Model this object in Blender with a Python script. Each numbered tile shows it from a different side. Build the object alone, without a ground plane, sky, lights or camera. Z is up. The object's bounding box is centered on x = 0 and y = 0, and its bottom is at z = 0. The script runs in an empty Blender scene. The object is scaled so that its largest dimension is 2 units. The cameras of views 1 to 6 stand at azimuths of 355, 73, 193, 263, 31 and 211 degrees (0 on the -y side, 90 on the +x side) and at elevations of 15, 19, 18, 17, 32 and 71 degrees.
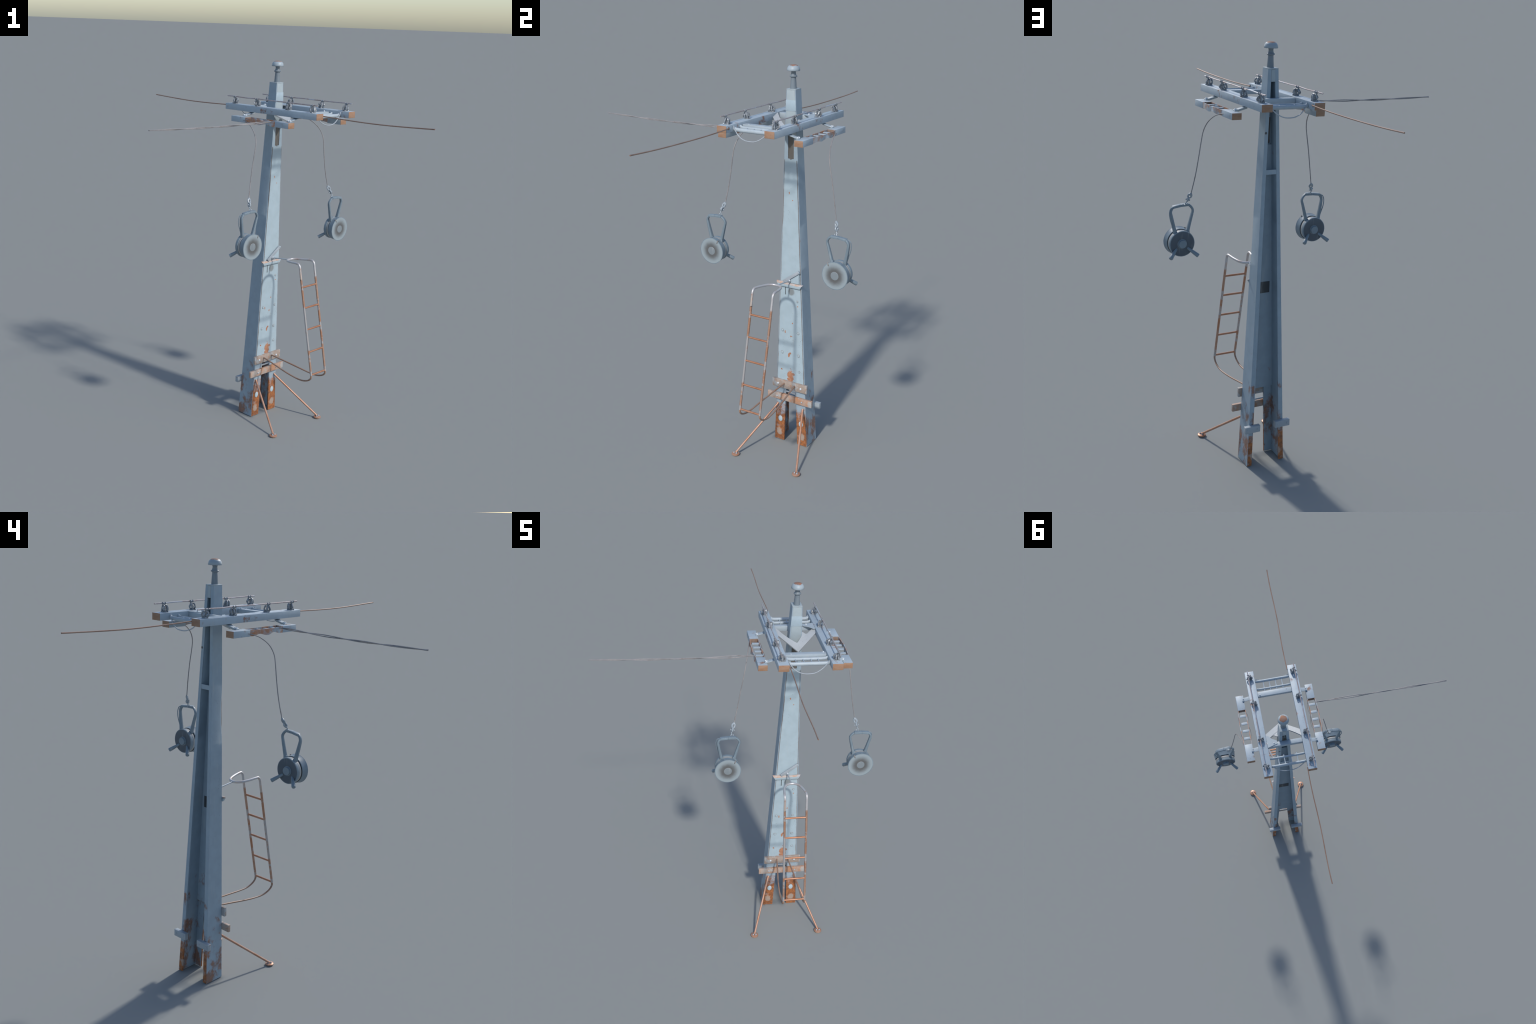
# Old steel utility pole: tapered channel column, cross-arm frame with clamps and
# rods, hanging lamps, access ladder, struts and loose cables.
# Pole frame used below: x = to the right, f = to the front, z = up (metres).
import bpy, bmesh, math, random
from mathutils import Vector, Matrix, noise

random.seed(7)
YAW = math.radians(41.0)          # front of the pole looks to azimuth 41
BASE = (0.0145, 0.1355, 0.0)      # where the column axis meets the ground

# ------------------------------------------------------------------ materials
class Nodes:
    """Small helper that strings shader nodes together."""
    def __init__(self, name):
        self.mat = bpy.data.materials.new(name)
        self.mat.use_nodes = True
        self.t = self.mat.node_tree
        self.t.nodes.clear()
        self.out = self.t.nodes.new('ShaderNodeOutputMaterial')
        self.bsdf = self.t.nodes.new('ShaderNodeBsdfPrincipled')
        self.t.links.new(self.bsdf.outputs[0], self.out.inputs[0])
        tc = self.t.nodes.new('ShaderNodeTexCoord')
        self.co = tc.outputs['Object']
        sep = self.t.nodes.new('ShaderNodeSeparateXYZ')
        self.t.links.new(self.co, sep.inputs[0])
        self.x, self.y, self.z = sep.outputs[0], sep.outputs[1], sep.outputs[2]

    def put(self, sock, v):
        if isinstance(v, bpy.types.NodeSocket):
            self.t.links.new(v, sock)
        else:
            sock.default_value = v

    def math(self, op, a, b=0.0, c=0.0, clamp=False):
        n = self.t.nodes.new('ShaderNodeMath')
        n.operation = op
        n.use_clamp = clamp
        self.put(n.inputs[0], a); self.put(n.inputs[1], b); self.put(n.inputs[2], c)
        return n.outputs[0]

    def noise(self, scale, detail=4.0, rough=0.6, stretch=(1, 1, 1), shift=(0, 0, 0)):
        m = self.t.nodes.new('ShaderNodeMapping')
        m.inputs['Scale'].default_value = stretch
        m.inputs['Location'].default_value = shift
        self.t.links.new(self.co, m.inputs['Vector'])
        n = self.t.nodes.new('ShaderNodeTexNoise')
        n.inputs['Scale'].default_value = scale
        n.inputs['Detail'].default_value = detail
        n.inputs['Roughness'].default_value = rough
        self.t.links.new(m.outputs[0], n.inputs['Vector'])
        return n.outputs['Fac']

    def step(self, v, lo, hi):
        n = self.t.nodes.new('ShaderNodeMapRange')
        n.interpolation_type = 'SMOOTHSTEP'
        self.put(n.inputs['Value'], v)
        n.inputs['From Min'].default_value = lo
        n.inputs['From Max'].default_value = hi
        return n.outputs['Result']

    def mix(self, fac, a, b):
        n = self.t.nodes.new('ShaderNodeMix')
        n.data_type = 'RGBA'
        self.put(n.inputs[0], fac)
        self.put(n.inputs[6], a if isinstance(a, bpy.types.NodeSocket) else (*a, 1.0))
        self.put(n.inputs[7], b if isinstance(b, bpy.types.NodeSocket) else (*b, 1.0))
        return n.outputs[2]

    def edge(self, radius=0.002):
        """1 on convex and concave edges (difference of bevelled and true normal)."""
        b = self.t.nodes.new('ShaderNodeBevel')
        b.samples = 4
        b.inputs['Radius'].default_value = radius
        g = self.t.nodes.new('ShaderNodeNewGeometry')
        d = self.t.nodes.new('ShaderNodeVectorMath'); d.operation = 'DOT_PRODUCT'
        self.t.links.new(b.outputs[0], d.inputs[0])
        self.t.links.new(g.outputs['Normal'], d.inputs[1])
        return self.step(self.math('SUBTRACT', 1.0, d.outputs['Value']), 0.03, 0.18)

    def finish(self, colour, rough=0.5, metallic=0.0, bump=None, strength=0.15, dist=0.001):
        self.put(self.bsdf.inputs['Base Color'], colour)
        self.put(self.bsdf.inputs['Roughness'], rough)
        self.bsdf.inputs['Metallic'].default_value = metallic
        if bump is not None:
            n = self.t.nodes.new('ShaderNodeBump')
            n.inputs['Strength'].default_value = strength
            n.inputs['Distance'].default_value = dist
            self.t.links.new(bump, n.inputs['Height'])
            self.t.links.new(n.outputs[0], self.bsdf.inputs['Normal'])
        return self.mat


RUST_DARK = (0.205, 0.078, 0.032)
RUST = (0.37, 0.128, 0.038)
RUST_PALE = (0.52, 0.235, 0.135)
PAINT = (0.268, 0.340, 0.400)
PAINT_PALE = (0.345, 0.430, 0.480)


def rust_colour(n):
    a = n.noise(70, 6, 0.65, shift=(3, 1, 7))
    return n.mix(n.step(a, 0.38, 0.62), RUST_DARK, RUST)


def painted(name, base=PAINT, rust=0.66, soft=0.05, scale=16, spots=(), foot=0.0,
            edge_tint=(0.25, 0.2, 0.17), edge_amt=0.5, stretch=(1, 1, 1), specks=0.35,
            foot_top=0.5, rough=0.46, metallic=0.0, top_rust=None, marks=()):
    """Weathered paint: mottled base, specks, rust islands, worn edges.
    spots: (x, z, half width, half height) rust stains on the front.
    foot: how much more rust there is near the ground."""
    n = Nodes(name)
    mott = n.noise(22, 5, 0.6)
    col = n.mix(n.step(mott, 0.3, 0.72), tuple(c * 0.95 for c in base),
                tuple(min(1, c * 1.04) for c in base))
    streak = n.noise(60, 3, 0.5, stretch=(1, 1, 0.12), shift=(9, 2, 4))
    col = n.mix(n.math('MULTIPLY', n.step(streak, 0.56, 0.8), 0.3), col, (0.42, 0.43, 0.42))
    sp = n.noise(190, 2, 0.5, shift=(1, 5, 2))
    spm = n.step(n.noise(11, 3, 0.6, shift=(5, 5, 1)), 0.45, 0.65)
    col = n.mix(n.math('MULTIPLY', n.math('MULTIPLY', n.step(sp, 0.67, 0.72), spm), specks * 2),
                col, (0.13, 0.13, 0.14))
    if edge_amt > 0:
        e = n.math('MULTIPLY', n.edge(), n.step(n.noise(35, 4, 0.7, shift=(2, 8, 3)), 0.36, 0.6))
        col = n.mix(n.math('MULTIPLY', e, edge_amt), col, edge_tint)
    big = n.noise(scale, 6, 0.62, stretch=stretch, shift=(4, 4, 4))
    if foot > 0:
        low = n.math('SUBTRACT', 1.0, n.step(n.z, 0.02, foot_top))
        big = n.math('ADD', big, n.math('MULTIPLY', low, foot))
    mask = n.step(big, rust, rust + soft)
    fray = n.noise(60, 5, 0.7, shift=(7, 0, 2))
    for (cx, cz, rx, rz) in spots:
        dx = n.math('DIVIDE', n.math('SUBTRACT', n.x, cx), rx)
        dz = n.math('DIVIDE', n.math('SUBTRACT', n.z, cz), rz)
        r2 = n.math('SQRT', n.math('ADD', n.math('MULTIPLY', dx, dx), n.math('MULTIPLY', dz, dz)))
        r2 = n.math('ADD', r2, n.math('MULTIPLY', n.math('SUBTRACT', fray, 0.5), 2.2))
        mask = n.math('MAXIMUM', mask, n.math('SUBTRACT', 1.0, n.step(r2, 0.7, 0.95)))
    for (cx, cz, rx, rz) in marks:
        dx = n.math('DIVIDE', n.math('SUBTRACT', n.x, cx), rx)
        dz = n.math('DIVIDE', n.math('SUBTRACT', n.z, cz), rz)
        r2 = n.math('ADD', n.math('MULTIPLY', dx, dx), n.math('MULTIPLY', dz, dz))
        r2 = n.math('ADD', r2, n.math('MULTIPLY', n.math('SUBTRACT', fray, 0.5), 0.8))
        col = n.mix(n.math('MULTIPLY', n.math('SUBTRACT', 1.0, n.step(r2, 0.3, 1.1)), 0.62), col, (0.13, 0.115, 0.10))
    if top_rust:
        mask = n.math('MAXIMUM', mask, n.step(n.math('ADD', n.z, n.math('MULTIPLY', fray, 0.012)),
                                              top_rust, top_rust + 0.002))
    stain = n.mix(n.step(n.noise(48, 5, 0.7, shift=(8, 3, 5)), 0.35, 0.7), (0.20, 0.115, 0.08), rust_colour(n))
    col = n.mix(n.math('MULTIPLY', mask, 0.88), col, stain if not spots else n.mix(n.step(fray, 0.4, 0.6), (0.30, 0.10, 0.03), (0.42, 0.165, 0.055)))
    bump = n.math('ADD', n.math('MULTIPLY', fray, 0.4), n.math('MULTIPLY', mask, 0.6))
    return n.finish(col, n.math('ADD', rough, n.math('MULTIPLY', mask, 0.3)), metallic, bump, 0.18)


def rusted(name, light=RUST_PALE, mid=RUST, dark=RUST_DARK, paint=None, amount=0.5,
           scale=30, rough=0.6, metallic=0.0, stretch=(1, 1, 1)):
    """Bare rusty steel with some remains of paint or bright metal."""
    n = Nodes(name)
    a = n.noise(scale, 6, 0.65, stretch=stretch)
    b = n.noise(scale * 3.1, 5, 0.6, shift=(2, 2, 2))
    col = n.mix(n.step(a, 0.35, 0.65), mid, light)
    col = n.mix(n.math('MULTIPLY', n.step(b, 0.56, 0.7), 0.55), col, dark)
    if paint:
        p = n.noise(scale * 0.8, 5, 0.65, stretch=stretch, shift=(6, 1, 3))
        col = n.mix(n.step(p, 1 - amount, 1 - amount + 0.07), col, paint)
    return n.finish(col, rough, metallic, b, 0.2)


def foot_material():
    """Front flanges of the legs: bright rust low down, grey paint above, scuffed patches."""
    n = Nodes('rusty_leg_front')
    a = n.noise(26, 6, 0.65)
    h = n.math('ADD', n.z, n.math('MULTIPLY', n.math('SUBTRACT', a, 0.5), 0.30))
    col = n.mix(n.step(h, 0.15, 0.235), rust_colour(n), PAINT)
    col = n.mix(n.math('MULTIPLY', n.step(n.noise(45, 4, 0.6, shift=(1, 1, 8)), 0.54, 0.70), 0.7),
                col, n.mix(0.45, (0.30, 0.17, 0.10), PAINT))
    ax = n.math('ABSOLUTE', n.x)
    dx = n.math('DIVIDE', n.math('SUBTRACT', ax, 0.069), 0.017)
    dz = n.math('DIVIDE', n.math('SUBTRACT', n.z, 0.047), 0.027)
    r2 = n.math('SQRT', n.math('ADD', n.math('MULTIPLY', dx, dx), n.math('MULTIPLY', dz, dz)))
    r2 = n.math('ADD', r2, n.math('MULTIPLY', n.math('SUBTRACT', a, 0.5), 2.5))
    col = n.mix(n.math('MULTIPLY', n.math('SUBTRACT', 1.0, n.step(r2, 0.6, 1.0)), 0.75),
                col, (0.34, 0.3, 0.26))
    return n.finish(col, 0.65, 0.0, a, 0.3)


M_COLUMN = painted('column_paint', PAINT, rust=0.655, soft=0.13, foot=0.19, foot_top=0.72, scale=17,
                   stretch=(1, 1, 0.6))
M_PANEL = painted('panel_paint', PAINT_PALE, rust=0.84, spots=[
    (0.000, 0.395, 0.024, 0.042), (-0.0095, 0.514, 0.0065, 0.017), (-0.002, 0.527, 0.007, 0.006),
    (0.004, 0.625, 0.008, 0.0035), (-0.052, 0.425, 0.006, 0.005), (-0.032, 0.645, 0.004, 0.010),
    (-0.007, 1.385, 0.0035, 0.009), (0.011, 1.352, 0.004, 0.004), (0.042, 0.798, 0.005, 0.004),
    (0.012, 0.700, 0.004, 0.005)],
    marks=[(0.004, 0.872, 0.022, 0.024)], edge_amt=0.85, specks=0.5)  # soft dark grey-brown oval beside the slit
M_HEAD = painted('head_plate_paint', (0.315, 0.372, 0.400), rust=0.80, edge_amt=0.8)
M_BAND = painted('head_band_paint', (0.32, 0.40, 0.455), rust=0.80, edge_amt=0.3)
M_FRAME = painted('frame_paint', (0.345, 0.415, 0.475), rust=0.585, soft=0.12, scale=17, edge_amt=0.25,
                  stretch=(1, 1, 1))
M_CROSS = painted('crossbar_paint', (0.35, 0.41, 0.455), rust=0.73, edge_amt=0.2)
M_BRACE = painted('brace_paint', (0.37, 0.40, 0.425), rust=0.80, edge_amt=0.4)
M_CAP = painted('dome_paint', (0.295, 0.35, 0.39), rust=0.80, edge_amt=0.0, specks=0.8, top_rust=2.0005,
                scale=40)
M_NECK = painted('neck_paint', (0.165, 0.20, 0.23), rust=0.9, edge_amt=0.2, specks=0.9)
M_END = rusted('rusty_end_face', light=(0.31, 0.195, 0.13), mid=(0.29, 0.16, 0.095), dark=(0.25, 0.115, 0.06),
               scale=26, stretch=(1, 1, 3))
M_INNER = rusted('tray_inner_rust', light=(0.22, 0.17, 0.14), mid=(0.2, 0.12, 0.08), dark=(0.1, 0.06, 0.04), scale=30)
M_FOOT = foot_material()
M_OVAL = painted('bare_patch_paint', (0.40, 0.49, 0.54), rust=0.9, edge_amt=0.2)
M_BAR = rusted('clamp_bar_metal', light=(0.36, 0.3, 0.26), mid=(0.29, 0.225, 0.185), dark=RUST,
               paint=(0.36, 0.36, 0.36), amount=0.5, scale=24)
M_BLOCK = painted('clamp_block_paint', (0.31, 0.35, 0.385), rust=0.66, scale=30, edge_amt=0.5)
M_LADDER = rusted('ladder_rust', light=(0.41, 0.265, 0.2), mid=(0.38, 0.19, 0.115), dark=(0.27, 0.12, 0.07),
                  paint=(0.40, 0.385, 0.385), amount=0.52, scale=13, rough=0.38, metallic=0.45)
M_LADDER_TOP = rusted('ladder_worn_metal', light=(0.46, 0.43, 0.43), mid=(0.5, 0.4, 0.34), dark=RUST,
                      paint=(0.48, 0.47, 0.48), amount=0.58, scale=13, rough=0.34, metallic=0.4)
M_RUNG = rusted('rung_rust', light=(0.41, 0.215, 0.135), mid=(0.38, 0.165, 0.085), dark=(0.29, 0.115, 0.055), scale=16,
                rough=0.42, metallic=0.4)
M_STRUT = rusted('strut_rust', light=(0.44, 0.255, 0.18), mid=(0.40, 0.195, 0.115), dark=(0.31, 0.14, 0.08),
                 scale=14, rough=0.45, metallic=0.3)
M_BRACE_ROD = rusted('brace_rod_metal', light=(0.30, 0.2, 0.15), mid=(0.27, 0.15, 0.095), dark=(0.17, 0.09, 0.06),
                     paint=(0.3, 0.29, 0.29), amount=0.42, scale=14, rough=0.45)
M_STEEL = rusted('galvanised_steel', light=(0.42, 0.46, 0.5), mid=(0.36, 0.4, 0.44), dark=(0.2, 0.2, 0.2),
                 paint=(0.46, 0.49, 0.52), amount=0.4, scale=40, rough=0.36, metallic=0.25)
M_SHACKLE = rusted('shackle_steel', light=(0.3, 0.345, 0.385), mid=(0.24, 0.28, 0.315), dark=(0.14, 0.15, 0.16), scale=50, rough=0.4)
M_BOLT = rusted('bolt_steel', light=(0.55, 0.6, 0.64), mid=(0.48, 0.53, 0.58), dark=(0.3, 0.3, 0.3), scale=60, rough=0.35)
M_CLAMP = rusted('clamp_steel', light=(0.31, 0.335, 0.36), mid=(0.19, 0.205, 0.225), dark=(0.08, 0.08, 0.085),
                 paint=(0.38, 0.365, 0.35), amount=0.38, scale=90, rough=0.35, metallic=0.2)
M_ROD = rusted('conductor_metal', light=(0.42, 0.38, 0.38), mid=(0.34, 0.26, 0.23), dark=(0.25, 0.13, 0.09),
               paint=(0.44, 0.45, 0.48), amount=0.48, scale=11, rough=0.32, metallic=0.4)
M_WIRE = rusted('copper_wire_rust', light=(0.30, 0.20, 0.15), mid=(0.23, 0.135, 0.095), dark=(0.11, 0.075, 0.06),
                scale=9, rough=0.36, metallic=0.25)
M_CABLE = rusted('grey_cable', light=(0.29, 0.275, 0.275), mid=(0.21, 0.205, 0.21), dark=(0.14, 0.11, 0.1),
                 scale=12, rough=0.45)
M_BENT = rusted('bent_rail_rust', light=(0.36, 0.37, 0.39), mid=(0.42, 0.17, 0.07), dark=RUST_DARK,
                paint=(0.36, 0.42, 0.47), amount=0.5, scale=20, rough=0.5)
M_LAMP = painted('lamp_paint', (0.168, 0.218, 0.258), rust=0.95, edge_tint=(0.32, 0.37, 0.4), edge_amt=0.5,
                 specks=0.3)
M_CLIP = rusted('clip_metal', light=(0.22, 0.21, 0.2), mid=(0.15, 0.14, 0.135), dark=(0.08, 0.07, 0.06), scale=60)
M_HUB = painted('lamp_hub_paint', (0.185, 0.215, 0.235), rust=0.95, edge_amt=0.0, specks=0.2)
M_LAMPBACK = painted('lamp_back_paint', (0.068, 0.088, 0.112), rust=0.95, edge_amt=0.0, specks=0.2)
M_GROOVE = painted('lamp_belt_paint', (0.33, 0.335, 0.33), rust=0.95, edge_amt=0.0)
M_DARK = painted('dark_metal', (0.05, 0.055, 0.06), rust=0.74, edge_amt=0.0, specks=0.0, scale=60)
M_SEAM = rusted('seam_grime', light=(0.23, 0.2, 0.18), mid=(0.15, 0.1, 0.075), dark=(0.06, 0.05, 0.05), scale=22)
M_RECESS = painted('slot_dark_tone', (0.105, 0.097, 0.088), rust=0.78, edge_amt=0.0)  # dark tone paints the shaded depth of the slot


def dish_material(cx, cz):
    """Reflector: grey, with baked shade painted as a dark ring round the hub."""
    n = Nodes('reflector_baked_shade')
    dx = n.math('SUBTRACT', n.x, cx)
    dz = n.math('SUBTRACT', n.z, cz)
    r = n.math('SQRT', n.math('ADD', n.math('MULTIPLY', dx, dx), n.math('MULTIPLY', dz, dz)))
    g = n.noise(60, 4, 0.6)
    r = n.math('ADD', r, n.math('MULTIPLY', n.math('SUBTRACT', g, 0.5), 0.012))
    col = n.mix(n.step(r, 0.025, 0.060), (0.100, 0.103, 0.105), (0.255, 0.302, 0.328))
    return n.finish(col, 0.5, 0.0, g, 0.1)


# ------------------------------------------------------------------ mesh tools
def P(x, f, z):
    return Vector((x, -f, z))


def lerp(a, b, t):
    return a + (b - a) * t


TOP = bpy.data.objects.new('utility_pole', None)
bpy.context.scene.collection.objects.link(TOP)
TOP.location = BASE
TOP.rotation_euler = (0, 0, YAW)
TOP['label'] = 'rusty blue-grey steel utility pole with ladder and lamps'
TOP['category'] = 'utility pole'


def finish(name, bm, mats, parent=None, smooth=38.0, stuff=False, origin=None):
    bmesh.ops.recalc_face_normals(bm, faces=bm.faces)
    lim = math.radians(smooth)
    for f in bm.faces:
        f.smooth = True
    for e in bm.edges:
        e.smooth = not (len(e.link_faces) == 2 and e.calc_face_angle(0.0) > lim)
    me = bpy.data.meshes.new(name)
    bm.to_mesh(me)
    bm.free()
    for m in (mats if isinstance(mats, (list, tuple)) else [mats]):
        me.materials.append(m)
    ob = bpy.data.objects.new(name, me)
    bpy.context.scene.collection.objects.link(ob)
    ob.parent = parent or TOP
    if stuff:
        ob['kind'] = 'stuff'
    return ob


def hexa(bm, lo, hi, bevel=0.0, mat=0):
    """Solid between two quads (4 points each)."""
    v = [bm.verts.new(p) for p in list(lo) + list(hi)]
    fs = [(0, 1, 2, 3), (7, 6, 5, 4), (0, 4, 5, 1), (1, 5, 6, 2), (2, 6, 7, 3), (3, 7, 4, 0)]
    faces = [bm.faces.new([v[i] for i in f]) for f in fs]
    for f in faces:
        f.material_index = mat
    bmesh.ops.recalc_face_normals(bm, faces=faces)
    if bevel > 0:
        es = {e for f in faces for e in f.edges}
        bmesh.ops.bevel(bm, geom=list(es), offset=bevel, segments=2, profile=0.5, affect='EDGES',
                        material=-1)
    return faces


def box(bm, x0, x1, f0, f1, z0, z1, bevel=0.001, mat=0):
    lo = [P(x0, f0, z0), P(x1, f0, z0), P(x1, f1, z0), P(x0, f1, z0)]
    hi = [P(x0, f0, z1), P(x1, f0, z1), P(x1, f1, z1), P(x0, f1, z1)]
    return hexa(bm, lo, hi, bevel, mat)


def smooth_path(pts, n=8):
    """Catmull-Rom through the control points."""
    pts = [Vector(p) for p in pts]
    if len(pts) < 3:
        return pts
    ext = [pts[0] * 2 - pts[1]] + pts + [pts[-1] * 2 - pts[-2]]
    out = []
    for i in range(1, len(ext) - 2):
        a, b, c, d = ext[i - 1:i + 3]
        for k in range(n):
            t = k / n
            out.append(0.5 * ((2 * b) + (c - a) * t + (2 * a - 5 * b + 4 * c - d) * t * t
                              + (3 * b - a - 3 * c + d) * t ** 3))
    out.append(pts[-1])
    return out


def tube(bm, pts, radius, sides=10, mat=0, flat=1.0, closed=False):
    """Swept tube; radius may be a number or a function of 0..1; flat squashes the section."""
    pts = [Vector(p) for p in pts]
    n = len(pts)
    rad = radius if callable(radius) else (lambda t: radius)
    up = None
    rings = []
    for i, p in enumerate(pts):
        if closed:
            d = (pts[(i + 1) % n] - pts[i - 1]).normalized()
        else:
            d = (pts[min(i + 1, n - 1)] - pts[max(i - 1, 0)]).normalized()
        if up is None:
            ref = Vector((0, 0, 1)) if abs(d.z) < 0.9 else Vector((1, 0, 0))
            up = (ref - d * ref.dot(d)).normalized()
        else:
            up = (up - d * up.dot(d)).normalized()
        side = d.cross(up)
        r = rad(i / max(1, n - 1))
        rings.append([bm.verts.new(p + (up * math.cos(a) * flat + side * math.sin(a)) * r)
                      for a in (2 * math.pi * k / sides for k in range(sides))])
    m = n if closed else n - 1
    for i in range(m):
        a, b = rings[i], rings[(i + 1) % n]
        for k in range(sides):
            f = bm.faces.new((a[k], a[(k + 1) % sides], b[(k + 1) % sides], b[k]))
            f.material_index = mat
    if not closed:
        bm.faces.new(rings[0][::-1]).material_index = mat
        bm.faces.new(rings[-1]).material_index = mat


def lathe(bm, profile, centre, axis='Z', segs=36, mats=None):
    """Revolve (radius, along) pairs; axis 'Z' is up, 'F' is towards the front."""
    rings = []
    for (r, h) in profile:
        ring = []
        for k in range(segs):
            a = 2 * math.pi * k / segs
            c, s = math.cos(a) * r, math.sin(a) * r
            if axis == 'Z':
                ring.append(bm.verts.new(centre + Vector((c, s, h))))
            else:
                ring.append(bm.verts.new(centre + Vector((c, -h, s))))
        rings.append(ring)
    for i in range(len(rings) - 1):
        for k in range(segs):
            f = bm.faces.new((rings[i][k], rings[i][(k + 1) % segs],
                              rings[i + 1][(k + 1) % segs], rings[i + 1][k]))
            if mats:
                f.material_index = mats[i]
    for ring, idx in ((rings[0], 0), (rings[-1], -1)):
        f = bm.faces.new(ring)
        if mats:
            f.material_index = mats[idx]


def disc(bm, c, normal, radius, height, segs=14, mat=0, dome=0.0):
    """Small cylinder head standing on a surface, for bolts, rivets and washers."""
    nrm = Vector(normal).normalized()
    ref = Vector((0, 0, 1)) if abs(nrm.z) < 0.9 else Vector((1, 0, 0))
    u = ref.cross(nrm).normalized()
    v = nrm.cross(u)
    prof = [(1.0, -0.4), (1.0, 0.7), (0.82, 1.0)] + ([(0.45, 1.0 + dome)] if dome else [])
    rings = [[bm.verts.new(Vector(c) + (u * math.cos(a) + v * math.sin(a)) * radius * q + nrm * height * h)
              for a in (2 * math.pi * k / segs for k in range(segs))] for q, h in prof]
    for i in range(len(rings) - 1):
        for k in range(segs):
            bm.faces.new((rings[i][k], rings[i][(k + 1) % segs], rings[i + 1][(k + 1) % segs],
                          rings[i + 1][k])).material_index = mat
    bm.faces.new(rings[-1]).material_index = mat
    bm.faces.new(rings[0][::-1]).material_index = mat


# ------------------------------------------------------------------ column
H = 1.8895
def half(z):  return 0.0988 - (0.0988 - 0.0249) * z / H          # half width
def front(z): return -0.0042 + 0.0276 * z / H                    # front plane
def back(z):  return -0.1092 + 0.0792 * z / H                    # back plane
TH = 0.0085                                                      # flange thickness
def lip(z): return 0.0245 - 0.0075 * min(1, z / 1.45)            # width of the back lips
def wall(z): return min(0.0175, half(z) - 0.0135)                # thickness of the side walls

def dent(z):
    """The left front edge is knocked in above the middle of the column."""
    return 0.0050 * math.exp(-((z - 1.31) / 0.085) ** 4) if z < 1.6 else 0.0

def gap(z):
    """Half of the opening between the two front flanges."""
    if z < 0.36:
        return 0.041 - 0.0385 * z
    if 1.556 <= z <= 1.672:
        return 0.016
    return 0.003

def column_half(side):
    bm = bmesh.new()
    zs = [0, 0.04, 0.08, 0.12, 0.16, 0.2, 0.24, 0.28, 0.32, 0.359, 0.361]
    zs += [0.361 + (1.555 - 0.361) * i / 48 for i in range(1, 49)] + [1.557, 1.60, 1.64, 1.671, 1.673, 1.72, 1.78, 1.83, 1.885]
    rings = []
    for i, z in enumerate(zs):
        h, ff, fb, g, ts = half(z), front(z), back(z), gap(z), wall(z)
        d = dent(z) if side < 0 else dent(z + 0.2) * 0.25
        w = 0.0006 * noise.noise(Vector((side * 3, 0, z * 9)))
        sec = [(g, ff), (h - d - 0.0012, ff), (h + w, ff - 0.0012 - d * 2.6), (h, fb + 0.001), (h - 0.001, fb),
               (h - lip(z), fb), (h - lip(z), fb + TH), (h - ts, fb + TH + 0.001), (h - ts, ff - TH), (g, ff - TH)]
        rings.append([bm.verts.new(P(side * x, f, z)) for x, f in sec])
    n = len(rings[0])
    for i in range(len(rings) - 1):
        for k in range(n):
            f = bm.faces.new((rings[i][k], rings[i][(k + 1) % n], rings[i + 1][(k + 1) % n], rings[i + 1][k]))
            if k in (0, 9) and zs[i] < 0.35:
                f.material_index = 1
            if k in (4, 5) and zs[i] < 0.16:
                f.material_index = 1
    bm.faces.new(rings[0]); bm.faces.new(rings[-1])
    return finish('column_channel', bm, [M_COLUMN, M_FOOT])

for s in (-1, 1):
    column_half(s)

# web between the flanges, shallow plate coloured dark to give the upper slot depth
bm = bmesh.new()
def slab(bm, z0, z1, xin, f_off0, f_off1, plane=front, steps=1, mat=0, bevel=0.0):
    """Plate lying along the tapered front or back plane; xin(z) is its half width."""
    for i in range(steps):
        a, b = lerp(z0, z1, i / steps), lerp(z0, z1, (i + 1) / steps)
        q = [[P(s * xin(z), plane(z) + o, z) for s, o in ((-1, f_off0), (1, f_off0), (1, f_off1), (-1, f_off1))]
             for z in (a, b)]
        hexa(bm, q[0], q[1], bevel, mat)
slab(bm, 0.362, 1.552, lambda z: half(z) - wall(z) + 0.001, -0.0185, -0.0080)
finish('web_plate', bm, M_COLUMN)
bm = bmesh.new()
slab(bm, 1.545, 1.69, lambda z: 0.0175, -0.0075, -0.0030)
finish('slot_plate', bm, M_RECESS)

# large front panel, edges follow the dent
bm = bmesh.new()
zs = [0.366 + (1.552 - 0.366) * i / 60 for i in range(61)]
rows = []
for z in zs:
    xl = -(half(z) - 0.0062 - dent(z) * 0.3); xr = half(z) - 0.0062
    row = []
    for off in (-0.001, 0.0026):
        row.append([bm.verts.new(P(lerp(xl, xr, t) , front(z) + off - (0.0007 if (off > 0 and t in (0, 1)) else 0)
                                   + (0.0008 * noise.noise(Vector((t * 2, 0, z * 6))) if 0 < t < 1 and off > 0 else 0), z))
                    for t in (0, 0.015, 0.25, 0.5, 0.75, 0.985, 1)])
    rows.append(row)
m = 7
for i in range(len(rows) - 1):
    for k in range(m - 1):
        bm.faces.new((rows[i][1][k], rows[i][1][k + 1], rows[i + 1][1][k + 1], rows[i + 1][1][k]))
        bm.faces.new((rows[i][0][k], rows[i + 1][0][k], rows[i + 1][0][k + 1], rows[i][0][k + 1]))
    for k in (0, m - 1):
        bm.faces.new((rows[i][0][k], rows[i][1][k], rows[i + 1][1][k], rows[i + 1][0][k]))
for i in (0, -1):
    for k in range(m - 1):
        bm.faces.new((rows[i][0][k], rows[i][0][k + 1], rows[i][1][k + 1], rows[i][1][k]))
panel = finish('front_panel', bm, M_PANEL, smooth=25)

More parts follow.
